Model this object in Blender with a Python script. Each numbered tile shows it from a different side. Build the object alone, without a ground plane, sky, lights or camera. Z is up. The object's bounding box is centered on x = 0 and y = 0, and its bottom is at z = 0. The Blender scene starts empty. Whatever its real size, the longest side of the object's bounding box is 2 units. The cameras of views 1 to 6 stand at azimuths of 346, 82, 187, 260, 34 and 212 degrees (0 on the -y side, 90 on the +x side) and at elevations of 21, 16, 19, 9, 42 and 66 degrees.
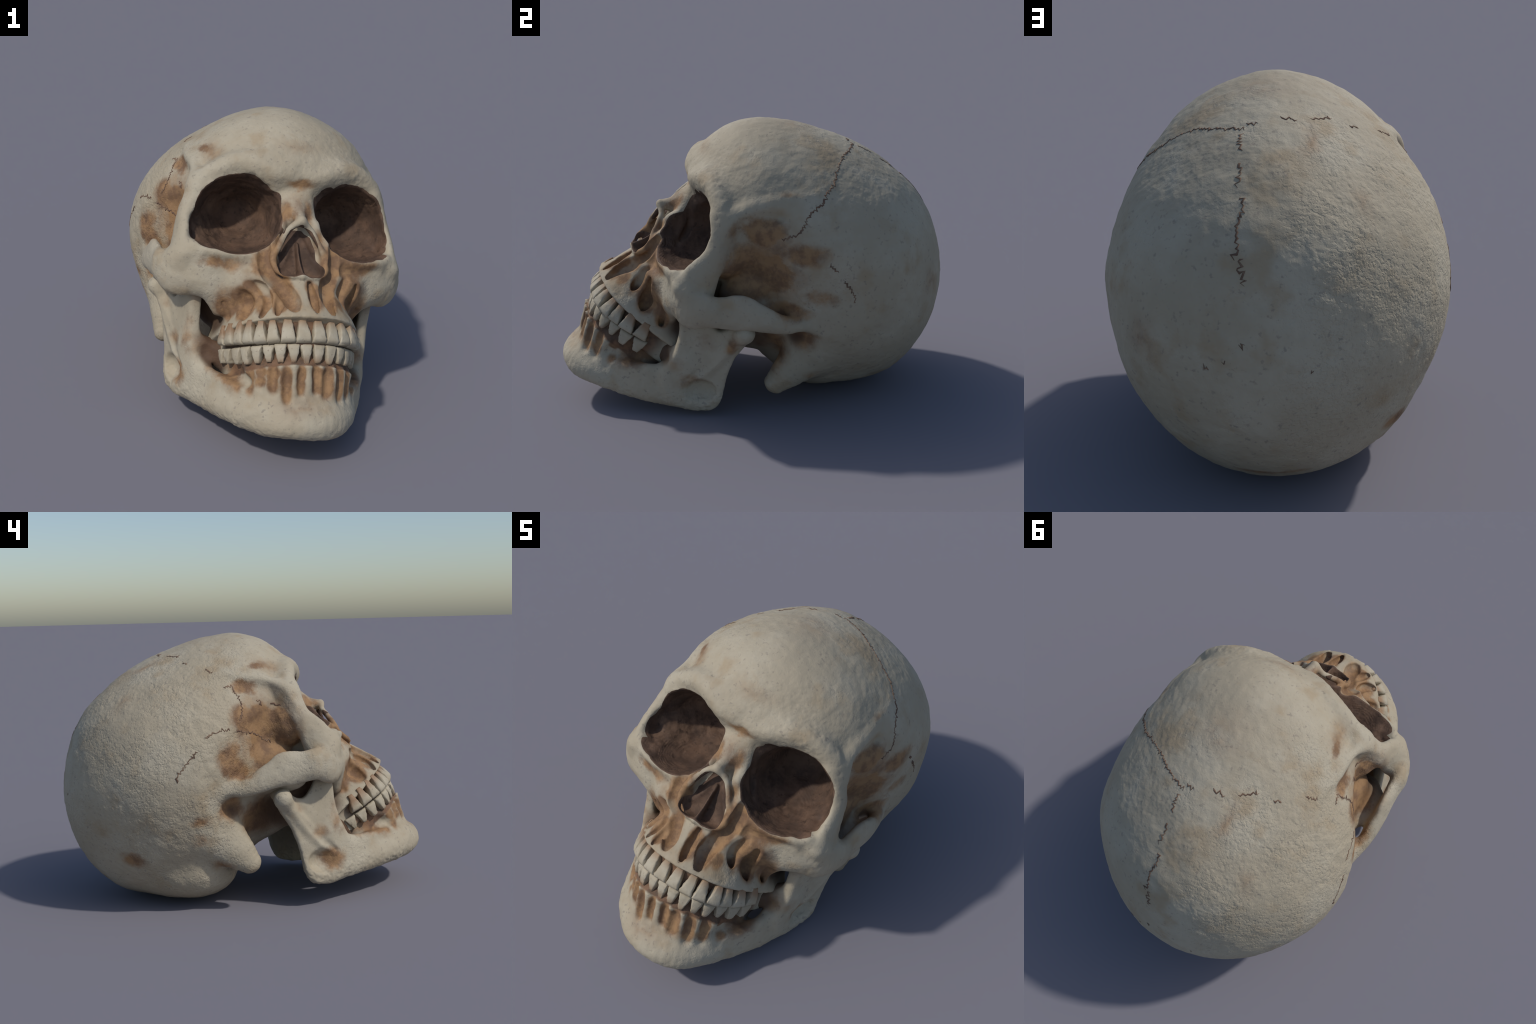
# A stained, weathered human skull with its lower jaw, resting slightly rolled on one jaw angle.
# The bone is sculpted as implicit solids (ellipsoids, straps along splines, plates) that are
# blended together, meshed with surface nets, then split into named anatomical parts.
import bpy, math, random
import numpy as np
from mathutils import Vector, noise

rng = np.random.default_rng(7)
random.seed(7)
H = 0.005                       # sculpting resolution in metres

# ------------------------------------------------------------------ skull frame -> world
ROLL, SHIFT_X, SHIFT_Y, LIFT = math.radians(7.5), -0.080, 0.0, 0.008


def to_world(p):
    p = np.asarray(p, float)
    c, s = math.cos(ROLL), math.sin(ROLL)
    x, y, z = p[..., 0], p[..., 1], p[..., 2]
    return np.stack([x * c + z * s + SHIFT_X, y + SHIFT_Y, -x * s + z * c + LIFT], -1)


# ------------------------------------------------------------------ implicit sculpting
class Clay:
    """A signed field on a regular grid, shaped by adding and carving soft solids."""

    def __init__(self, lo, hi):
        self.lo = np.array(lo, float)
        self.n = np.ceil((np.array(hi) - self.lo) / H).astype(int) + 1
        self.ax = [(self.lo[i] + H * np.arange(self.n[i])).astype(np.float32) for i in range(3)]
        self.f = np.full(self.n, 0.3, np.float32)
        self.hollow, self.tagging = None, False      # remembers the solids of the sockets and the nose

    def window(self, lo, hi):
        a = [int(max(0, math.floor((lo[i] - self.lo[i]) / H))) for i in range(3)]
        b = [int(min(self.n[i], math.ceil((hi[i] - self.lo[i]) / H) + 1)) for i in range(3)]
        sl = tuple(slice(a[i], max(a[i] + 1, b[i])) for i in range(3))
        g = (self.ax[0][sl[0]][:, None, None], self.ax[1][sl[1]][None, :, None], self.ax[2][sl[2]][None, None, :])
        return sl, g

    def blend(self, sl, d, k, mode):
        a = self.f[sl]
        if mode == "add":
            if k > 0:
                h = np.maximum(k - np.abs(a - d), 0) / k
                self.f[sl] = np.minimum(a, d) - h * h * (k * 0.25)
            else:
                self.f[sl] = np.minimum(a, d)
        elif mode == "cut":
            if self.tagging:
                if self.hollow is None:
                    self.hollow = np.full(self.n, 0.3, np.float32)
                self.hollow[sl] = np.minimum(self.hollow[sl], d)
            d = -d
            if k > 0:
                h = np.maximum(k - np.abs(a - d), 0) / k
                self.f[sl] = np.maximum(a, d) + h * h * (k * 0.25)
            else:
                self.f[sl] = np.maximum(a, d)

    def ball(self, c, r, k=0.03, mode="add", rot=None, sides="both", aside=0.0):
        """Ellipsoid with centre c and radii r; rot = 3x3 axes (rows)."""
        for s in ((1, -1) if sides == "both" and abs(c[0]) > 1e-6 else (1,)):
            cc = np.array([c[0] * s + aside, c[1], c[2]])
            R = np.eye(3) if rot is None else np.array(rot, float) * np.array([s, 1, 1])
            ext = np.sqrt(((R * np.array(r)[:, None]) ** 2).sum(0)) + 2 * k + 2 * H
            sl, (x, y, z) = self.window(cc - ext, cc + ext)
            x, y, z = x - cc[0], y - cc[1], z - cc[2]
            k0 = k1 = 0
            for i in range(3):
                q = R[i, 0] * x + R[i, 1] * y + R[i, 2] * z
                k0 = k0 + (q / r[i]) ** 2
                k1 = k1 + (q / r[i] ** 2) ** 2
            k0 = np.sqrt(k0)
            self.blend(sl, (k0 * (k0 - 1) / np.sqrt(k1 + 1e-9)).astype(np.float32), k, mode)

    def strap(self, pts, k=0.03, mode="add", up=(0, 0, 1), sides="both", sub=5, aside=0.0):
        """Bar along a spline. Each point: x, y, z, radius along 'up', radius across it."""
        P = np.array([list(p) + ([p[3]] if len(p) == 4 else []) for p in pts], float)
        Q = spline(P, sub)
        mirror = sides == "both" and np.abs(P[:, 0]).max() > 1e-6
        for s in ((1, -1) if mirror else (1,)):
            q = Q * np.array([s, 1, 1, 1, 1]) + np.array([aside, 0, 0, 0, 0])
            u0 = np.array(up, float) * np.array([s, 1, 1])
            rm = Q[:, 3:].max() + k + 2 * H
            sl, (x, y, z) = self.window(q[:, :3].min(0) - rm, q[:, :3].max(0) + rm)
            best = np.full(np.broadcast_shapes(x.shape, y.shape, z.shape), 0.5, np.float32)
            off = [sl[i].start for i in range(3)]
            for a, b in zip(q[:-1], q[1:]):
                m = max(a[3:].max(), b[3:].max()) + k + 2 * H
                s2, (x, y, z) = self.window(np.minimum(a, b)[:3] - m, np.maximum(a, b)[:3] + m)
                t = b[:3] - a[:3]
                L = np.linalg.norm(t)
                if L < 1e-6:
                    continue
                t = t / L
                u = u0 - t * (u0 @ t)
                u /= np.linalg.norm(u) + 1e-9
                w = np.cross(t, u)
                dx, dy, dz = x - a[0], y - a[1], z - a[2]
                al = np.clip((dx * t[0] + dy * t[1] + dz * t[2]) / L, 0, 1)
                dx, dy, dz = dx - al * (L * t[0]), dy - al * (L * t[1]), dz - al * (L * t[2])
                ru = a[3] + (b[3] - a[3]) * al
                rw = a[4] + (b[4] - a[4]) * al
                cu = dx * u[0] + dy * u[1] + dz * u[2]
                cw = dx * w[0] + dy * w[1] + dz * w[2]
                ct = dx * t[0] + dy * t[1] + dz * t[2]
                rt = np.minimum(ru, rw)
                k0 = np.sqrt((cu / ru) ** 2 + (cw / rw) ** 2 + (ct / rt) ** 2)
                k1 = np.sqrt((cu / ru ** 2) ** 2 + (cw / rw ** 2) ** 2 + (ct / rt ** 2) ** 2) + 1e-6
                d = np.where(k0 < 1e-3, -rt, k0 * (k0 - 1) / k1)
                loc = tuple(slice(s2[i].start - off[i], s2[i].stop - off[i]) for i in range(3))
                best[loc] = np.minimum(best[loc], d)
            self.blend(sl, best, k, mode)

    def prism(self, outline, frame, mid, half, k=0.03, mode="add", soft=0.02, sides="both"):
        """Slab whose outline is drawn along the frame's first two axes; mid(u,v) and half(u,v) give the
        place of its middle sheet and its half thickness along the third."""
        O = spline(np.array(outline + outline[:1], float), 4)[:, :2]
        E = np.array(frame, float)
        E /= np.linalg.norm(E, axis=1)[:, None]
        lo, hi = O.min(0) - k - .03, O.max(0) + k + .03
        uu, vv = np.meshgrid(np.linspace(lo[0], hi[0], 15), np.linspace(lo[1], hi[1], 15))
        wm, wt = mid(uu, vv), half(uu, vv) + k + .03
        pts = np.concatenate([(uu[..., None] * E[0] + vv[..., None] * E[1] + (wm + q * wt)[..., None] * E[2]).reshape(-1, 3) for q in (-1, 1)])
        for s in ((1, -1) if sides == "both" else (1,)):
            m = np.array([s, 1, 1])
            sl, (x, y, z) = self.window((pts * m).min(0), (pts * m).max(0))
            u, v, w = (E[i, 0] * s * x + E[i, 1] * y + E[i, 2] * z for i in range(3))
            shape = np.broadcast_shapes(u.shape, v.shape, w.shape)
            near = np.broadcast_to(np.abs(w - mid(u, v)) - half(u, v) < k + .03, shape)
            uf, vf, wf = (np.broadcast_to(t, shape)[near] for t in (u, v, w))
            dd = np.full(uf.shape, 9., np.float32)
            inside = np.zeros(uf.shape, bool)
            for (ay, az), (by, bz) in zip(O[:-1], O[1:]):
                ey, ez = by - ay, bz - az
                al = np.clip(((uf - ay) * ey + (vf - az) * ez) / (ey * ey + ez * ez + 1e-12), 0, 1)
                dd = np.minimum(dd, np.hypot(uf - ay - al * ey, vf - az - al * ez))
                inside ^= ((az > vf) != (bz > vf)) & (uf < ey * (vf - az) / (ez + 1e-12) + ay)
            dd = np.where(inside, -dd, dd)
            dx = np.abs(wf - mid(uf, vf)) - half(uf, vf)
            h = np.maximum(soft * 2 - np.abs(dd - dx), 0) / (soft * 2)
            full = np.full(shape, .3, np.float32)
            full[near] = np.maximum(dd, dx) + h * h * soft * 0.5
            self.blend(sl, full, k, mode)

    def arch(self, levels, frame, k=0.03, mode="add", soft=0.03, x0=0.0):
        """Symmetric horseshoe mass: levels of (height, half width, front, back, fullness) along the frame's
        up axis; between front and back the section is a superellipse open to the rear."""
        up, fwd = (np.array(t, float) / np.linalg.norm(t) for t in frame)
        Lv = spline(np.array(levels, float), 8)
        m = Lv[:, 1].max() + k + .03
        pts = np.array([h * up + b * fwd for h, w, f, bk, n in levels for b in (f + k + .03, bk - k - .03)])
        lo, hi = pts.min(0) - k - .03, pts.max(0) + k + .03
        lo[0], hi[0] = x0 - m, x0 + m
        sl, (x, y, z) = self.window(lo, hi)
        a = (up[1] * y + up[2] * z)[0]
        b = (fwd[1] * y + fwd[2] * z)[0]
        w, f, bk, n = (np.interp(a, Lv[:, 0], Lv[:, i]).astype(np.float32)[None] for i in (1, 2, 3, 4))
        q = np.maximum(b[None] - bk, 0) / (f - bk)
        g = ((np.abs(x - x0) / w) ** n + q ** n + 1e-9) ** (1 / n)
        d = (g - 1) * np.minimum(w, f - bk)
        gr = np.gradient(d, H)
        d = d / np.maximum(np.sqrt(sum(t * t for t in gr)), .35)
        cap = np.maximum(np.maximum(Lv[0, 0] - a, a - Lv[-1, 0])[None], bk - b[None])
        h = np.maximum(soft * 2 - np.abs(d - cap), 0) / (soft * 2)
        self.blend(sl, (np.maximum(d, cap) + h * h * soft * .5).astype(np.float32), k, mode)

    def at(self, field, p):
        """Nearest grid value of a field at points p."""
        i = np.clip(np.rint((p - self.lo) / H).astype(int), 0, self.n - 1)
        return field[i[:, 0], i[:, 1], i[:, 2]]

    def mesh(self):
        """Surface nets."""
        f = self.f
        s = f < 0
        c = np.zeros(self.n - 1, np.uint8)
        for i in (0, 1):
            for j in (0, 1):
                for l in (0, 1):
                    c += s[i:self.n[0] - 1 + i, j:self.n[1] - 1 + j, l:self.n[2] - 1 + l]
        act = np.argwhere((c > 0) & (c < 8))
        ids = np.full(self.n - 1, -1, np.int32)
        ids[act[:, 0], act[:, 1], act[:, 2]] = np.arange(len(act))
        pos = np.zeros((len(act), 3))
        cnt = np.zeros(len(act))
        corners = [(i, j, l) for i in (0, 1) for j in (0, 1) for l in (0, 1)]
        val = {o: f[act[:, 0] + o[0], act[:, 1] + o[1], act[:, 2] + o[2]].astype(float) for o in corners}
        for o in corners:
            for ax in range(3):
                if o[ax]:
                    continue
                e = list(o)
                e[ax] = 1
                a, b = val[o], val[tuple(e)]
                hit = (a < 0) != (b < 0)
                t = np.where(hit, a / np.where(hit, a - b, 1), 0)
                p = np.tile(np.array(o, float), (len(act), 1))
                p[:, ax] += t
                pos[hit] += p[hit]
                cnt[hit] += 1
        pos = self.lo + H * (act + pos / cnt[:, None])
        quads = []
        for ax in range(3):
            b, d = [(1, 2), (2, 0), (0, 1)][ax]
            s0 = np.moveaxis(s, (ax, b, d), (0, 1, 2))
            idm = np.moveaxis(ids, (ax, b, d), (0, 1, 2))
            e = np.argwhere(s0[:-1, 1:-1, 1:-1] != s0[1:, 1:-1, 1:-1])
            i, j, l = e[:, 0], e[:, 1] + 1, e[:, 2] + 1
            q = np.stack([idm[i, j - 1, l - 1], idm[i, j, l - 1], idm[i, j, l], idm[i, j - 1, l]], 1)
            flip = ~s0[i, j, l]
            q[flip] = q[flip][:, ::-1]
            quads.append(q)
        return pos, np.concatenate(quads)


def spline(P, sub=5):
    """Catmull-Rom through the rows of P."""
    P = np.asarray(P, float)
    if len(P) == 2:
        return np.linspace(P[0], P[1], 3)
    E = np.vstack([2 * P[0] - P[1], P, 2 * P[-1] - P[-2]])
    out = []
    for i in range(1, len(E) - 2):
        a, b, c, d = E[i - 1:i + 3]
        for t in np.arange(sub) / sub:
            out.append(.5 * (2 * b + (c - a) * t + (2 * a - 5 * b + 4 * c - d) * t * t + (3 * b - a - 3 * c + d) * t ** 3))
    out.append(P[-1])
    return np.array(out)


def relax(v, q, rounds, keep=0.53):
    """Taubin smoothing of the grid's stair-steps."""
    e = np.concatenate([q[:, [0, 1]], q[:, [1, 2]], q[:, [2, 3]], q[:, [3, 0]]])
    n = len(v)
    deg = np.bincount(e[:, 0], minlength=n) + np.bincount(e[:, 1], minlength=n)
    for r in range(rounds * 2):
        w = .5 if r % 2 == 0 else -keep
        av = np.stack([np.bincount(e[:, 0], v[e[:, 1], i], n) + np.bincount(e[:, 1], v[e[:, 0], i], n) for i in range(3)], 1)
        v = v + w * (av / np.maximum(deg, 1)[:, None] - v)
    return v


# ------------------------------------------------------------------ the braincase
CENTRE = np.array([0, .36, .70])
# middle-line profile (y, z), from the root of the nose over the crown round to the base
PROFILE = [(-.27, 1.09), (-.29, 1.18), (-.255, 1.26), (-.175, 1.335), (-.07, 1.393), (.05, 1.415), (.20, 1.40), (.39, 1.34), (.60, 1.24),
           (.75, 1.135), (.86, 1.025), (.93, .905), (.98, .73), (.995, .56), (.965, .39), (.865, .195), (.71, .055), (.55, .008), (.40, .002),
           (.26, .0), (.14, .045), (0.06, .14), (-.04, .26), (-.16, .44), (-.23, .80), (-.26, .98)]


def braincase_field(clay):
    P = np.array(PROFILE) - CENTRE[1:]
    th = np.arctan2(P[:, 1], P[:, 0])
    r = np.hypot(P[:, 0], P[:, 1])
    o = np.argsort(th)
    th, r = th[o], r[o]
    dense = spline(np.c_[np.r_[th[-3:] - 2 * np.pi, th, th[:3] + 2 * np.pi], np.r_[r[-3:], r, r[:3]]], 6)
    x, y, z = clay.ax[0][:, None, None], (clay.ax[1] - CENTRE[1])[None, :, None], (clay.ax[2] - CENTRE[2])[None, None, :]
    T = np.arctan2(z[0], y[0])
    r0 = np.interp(T, dense[:, 0], dense[:, 1]).astype(np.float32)
    rho = np.hypot(y[0], z[0]).astype(np.float32)
    ax = np.abs(x)
    # half width and fullness of the cross-section by direction (degrees; 0 = back, 90 = up, 180 = front)
    D = np.degrees(T) % 360
    K = [0, 45, 90, 135, 180, 225, 270, 315, 360]

    def round_the_axis(v, at_pole):
        """Smooth in direction, one value at the side pole."""
        s = spline(np.c_[np.r_[-45, K, 405], np.r_[v[-2], v, v[1]]], 6)
        return at_pole + (np.interp(D, s[:, 0], s[:, 1]).astype(np.float32)[None] - at_pole) * fade

    R = np.sqrt(ax * ax + rho[None] ** 2) + 1e-5
    fade = np.clip(rho[None] / R / .75, 0, 1) ** 2
    n = round_the_axis([1.95, 1.88, 1.8, 1.9, 2.2, 2.2, 2.15, 1.97, 1.95], 1.95)
    lop = round_the_axis([.004, -.012, -.018, -.008, .01, .012, .01, -.008, .004], .012)      # the right half is a little fuller
    Wy = round_the_axis([.64, .645, .65, .625, .57, .54, .615, .635, .64], .637) + np.where(x < 0, lop, -lop)
    g = ((ax / Wy) ** n + (rho / r0)[None] ** n) ** (1 / n)
    clay.f = (R * (1 - 1 / np.maximum(g, 1e-3))).astype(np.float32)


skull = Clay((-.76, -1.0, -.06), (.76, 1.06, 1.47))
braincase_field(skull)


UP, FWD = np.array([0, .639, .769]), np.array([0, -.769, .639])    # along the face, out of the face


ROW_ASIDE = .018      # the tooth rows sit a little to the left


def fp(x, a, b):
    """Point from face coordinates: sideways, up the face, out of the face."""
    return (x, .639 * a - .769 * b, .769 * a + .639 * b)


SIDE = [(0, 1, 0), (0, 0, 1), (1, 0, 0)]


def tapered(pts, r):
    """Furrow that runs out at both ends."""
    n = len(pts)
    return [tuple(p) + (r * (.5 if i == 0 else .6 if i == n - 1 else 1),) for i, p in enumerate(pts)]


# furrows of the upper jaw: radius, middle line (right side of the face first, then the left)
FURROWS_ABOVE = [
    (.030, [(-.158, -.475, .90), (-.165, -.54, .848), (-.142, -.588, .796), (-.095, -.632, .755), (-.062, -.70, .722), (-.055, -.74, .70)]),
    (.016, [(-.114, -.655, .722), (-.115, -.698, .694), (-.125, -.737, .663)]),
    (.018, [(-.227, -.57, .735), (-.182, -.58, .726), (-.152, -.63, .698), (-.162, -.675, .664), (-.182, -.70, .633)]),
    (.036, [(-.265, -.57, .69), (-.235, -.58, .645), (-.243, -.62, .604)]),
    (.022, [(-.312, -.50, .60), (-.285, -.505, .539)]),
    (.018, [(.035, -.615, .771), (.038, -.685, .731), (.042, -.76, .68)]),
    (.030, [(.165, -.49, .905), (.172, -.55, .848), (.134, -.607, .78), (.108, -.67, .722), (.115, -.735, .678)]),
    (.015, [(.169, -.63, .69), (.179, -.705, .648)]),
    (.018, [(.251, -.535, .79), (.21, -.575, .727), (.204, -.615, .655), (.226, -.65, .60)]),
    (.028, [(.292, -.535, .735), (.258, -.558, .63), (.268, -.59, .556)]),
    (.022, [(.345, -.484, .602), (.305, -.50, .49)]),
]


def bone_of_the_skull(c):
    # forehead
    c.ball((.013, .006, 1.015), (.47, .295, .365), .08, sides="one")
    # flatter left flank, fuller base on the right
    c.ball((.84, .25, .72), (.238, .42, .30), .09, "cut", sides="one")
    c.ball((-.18, .34, .135), (.25, .23, .135), .08, sides="one")
    # temple hollows
    c.ball((.68, -.14, .87), (.165, .25, .22), .09, "cut")
    c.ball((.64, -.18, .66), (.11, .16, .12), .05, "cut")
    c.ball((.42, -.08, .70), (.075, .13, .09), .06)
    # mass round the eye sockets
    c.strap([(.275, -.185, .92, .20, .215), (.25, -.10, .89, .18, .19), (.20, 0.02, .85, .12, .13)], .04, up=(0, .5, .85))
    # brow
    c.strap([(-.40, -.19, 1.135, .035), (-.30, -.215, 1.195, .037), (-.19, -.245, 1.205, .042), (-.09, -.265, 1.18, .045), (0, -.24, 1.165, .045), (.09, -.265, 1.18, .045), (.19, -.245, 1.205, .042), (.30, -.215, 1.195, .037), (.40, -.19, 1.135, .035)], .08, sides="one", aside=.012)
    c.ball((.44, -.19, .88), (.06, .07, .08), .04)
    c.ball((.43, -.18, 1.06), (.05, .06, .06), .05)
    # outer wall of the eye socket down into the cheekbone
    c.strap([(.435, -.175, 1.08, .05, .035), (.475, -.205, 1.0, .048, .033), (.50, -.235, .93, .052, .033), (.51, -.29, .85, .08, .04), (.515, -.34, .76, .10, .05)], .04, up=(0, 1, .2))
    # cheekbone and its arch
    c.strap([(.25, -.42, .74, .07, .05), (.33, -.43, .74, .09, .048), (.43, -.408, .725, .115, .048), (.53, -.365, .69, .11, .05), (.58, -.285, .685, .082, .042), (.585, -.21, .672, .08, .034), (.592, -.13, .67, .088, .032),
             (.594, -.05, .64, .068, .033), (.586, .05, .595, .052, .034), (.565, .16, .565, .042, .033), (.535, .24, .55, .025, .025)], .04, aside=-.004)
    # upper jaw
    c.arch([(-.105, .314, .994, .45, 2.35), (-.05, .314, .994, .45, 2.35), (.004, .316, 1.0, .45, 2.35), (.02, .347, 1.036, .45, 2.35), (.04, .344, 1.033, .45, 2.35), (.10, .314, 1.01, .45, 2.35), (.20, .28, .972, .45, 2.3), (.30, .24, .935, .45, 2.3),
            (.40, .19, .92, .45, 2.2), (.50, .12, .90, .45, 2.2)], (UP, FWD), .025, soft=.012, x0=ROW_ASIDE)
    c.ball((0, -.26, .97), (.09, .14, .14), .04)
    # zygomatic buttress under the cheekbone
    c.strap([(.43, -.40, .69, .06, .05), (.35, -.43, .64, .07, .05), (.29, -.45, .57, .07, .04)], .05)
    # walls beside the nose
    c.strap([(.14, -.545, .76, .05), (.145, -.50, .84, .045), (.112, -.425, .91, .034), (.07, -.355, .99, .028), (.042, -.28, 1.08, .036)], .035, sides="one")
    c.strap([(-.14, -.545, .76, .048), (-.136, -.485, .84, .04), (-.10, -.40, .91, .032), (-.058, -.325, .99, .026), (-.036, -.26, 1.08, .032)], .035, sides="one")
    # temporal line
    c.strap([(.425, .24, 1.155, .008), (.45, .10, 1.15, .014), (.448, -.035, 1.133, .018), (.45, -.12, 1.10, .02), (.463, -.17, 1.05, .02)], .05)
    c.strap([(.505, .07, 1.10, .02), (.51, -.03, 1.085, .03), (.515, -.11, 1.05, .034), (.535, -.155, .98, .03)], .03, "cut")
    # dip over the brow
    c.strap([(-.17, -.305, 1.285, .03), (-.07, -.345, 1.25, .035), (0, -.36, 1.235, .035), (.07, -.345, 1.25, .035), (.17, -.305, 1.285, .03)], .05, "cut", sides="one")
    # nose bones
    c.strap([(0, -.235, 1.07, .042), (0, -.325, 1.025, .035), (0, -.45, 1.006, .026)], .04)
    # floor under the eye sockets
    c.ball((.27, -.34, .76), (.23, .11, .11), .05)
    c.ball((.21, -.455, .71), (.12, .105, .13), .05, aside=.016)
    # lower rim of the eye socket
    c.strap([(.10, -.40, .92, .03), (.17, -.44, .875, .032), (.27, -.455, .83, .035), (.38, -.445, .82, .035), (.455, -.405, .835, .03)], .05)
    # skull base: wall behind the jaws, ear region, mastoid
    c.strap([(-.22, -.04, .42, .12, .17), (0, -.04, .40, .13, .18), (.22, -.04, .42, .12, .17)], .08, sides="one")
    c.ball((.28, -.20, .53), (.11, .12, .16), .06)
    c.ball((.44, -.10, .60), (.12, .16, .06), .06)
    c.ball((.20, -.22, .62), (.10, .16, .18), .06)
    c.strap([(.445, .27, .39, .13, .085), (.452, .15, .28, .105, .07), (.453, .055, .192, .058, .05)], .06, up=(0, 1, -.5))
    c.ball((.088, -.40, .945), (.03, .05, .05), .03, sides="one")
    c.ball((-.07, -.375, .945), (.025, .04, .05), .03, sides="one")
    # shallow folds under the eye sockets
    c.strap([(.42, -.488, .80, .025), (.34, -.515, .795, .032), (.24, -.53, .805, .028)], .03, "cut")
    # furrows between the tooth roots
    for r, pts in FURROWS_ABOVE:
        c.strap(tapered([tuple(np.array(p) - .35 * r * FWD) for p in pts], r * 1.35), .010, "cut", sides="one")
    # lip round the nose opening
    for sgn in (1, -1):
        c.strap([(x * sgn, y, z, .016) for x, y, z in ((0, -.458, 1.014), (.046, -.455, .975), (.08, -.478, .934), (.106, -.505, .89), (.126, -.522, .845), (.114, -.57, .808), (.06, -.595, .793), (0, -.60, .80))], .014, sides="one")
    # eye sockets: funnels narrowing backwards
    c.tagging = True
    c.strap([(.305, -.47, 1.06, .20, .20), (.287, -.345, .985, .186, .20), (.268, -.25, .952, .16, .175), (.24, -.145, .925, .105, .12)], .01, "cut", up=(0, .5, .85), aside=.015)
    c.ball((-.19, -.275, .905), (.10, .12, .10), .02, "cut", sides="one")
    c.ball((-.125, -.31, 1.0), (.06, .09, .09), .02, "cut", sides="one")
    c.ball((.395, -.40, .925), (.105, .10, .085), .02, "cut", aside=.008)
    c.ball((.41, -.32, .92), (.075, .11, .085), .02, "cut", aside=.008)
    c.ball((.18, -.36, 1.075), (.075, .12, .075), .02, "cut")
    # nose opening
    c.prism([(0, .462), (.030, .435), (.070, .355), (.104, .28), (.098, .238), (.045, .226), (0, .236), (-.045, .226), (-.098, .238), (-.104, .28), (-.070, .355), (-.030, .435)],
            [(1, 0, 0), UP, FWD], lambda u, v: 1.04 + 0 * u, lambda u, v: .14 + 0 * u, .008, "cut", soft=.03, sides="one")
    c.tagging = False
    # septum
    c.strap([fp(0, .22, .95) + (.04, .010), fp(0, .30, .925) + (.025, .008), fp(0, .40, .905) + (.02, .008)], .015, up=FWD, sides="one")
    # ear canal
    c.ball((.60, .15, .475), (.09, .06, .06), .03, "cut")


bone_of_the_skull(skull)

jaw = Clay((-.66, -1.08, -.06), (.66, .08, .66))


# top and bottom of each furrow below the lower teeth, with its radius
FURROWS_BELOW = [(r, [top, tuple((np.array(top) + np.array(end)) / 2 + (0, .006, 0)), tuple(np.array(end) * (1, 1.02, .90) + (0, .012, 0))]) for r, top, end in (
    (.016, (-.295, -.72, .386), (-.296, -.765, .329)), (.018, (-.25, -.765, .416), (-.249, -.815, .34)), (.012, (-.206, -.808, .435), (-.205, -.83, .393)),
    (.016, (-.159, -.833, .454), (-.154, -.863, .39)), (.016, (-.108, -.865, .467), (-.096, -.897, .36)), (.014, (-.043, -.868, .477), (-.038, -.894, .40)),
    (.015, (.025, -.866, .478), (.031, -.889, .415)), (.017, (.085, -.863, .474), (.083, -.894, .40)), (.017, (.145, -.835, .465), (.16, -.875, .36)),
    (.016, (.20, -.79, .44), (.215, -.835, .35)), (.016, (.25, -.73, .41), (.27, -.77, .33)))]


JAW_ASIDE = .022      # the jaw is closed a little off centre


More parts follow.
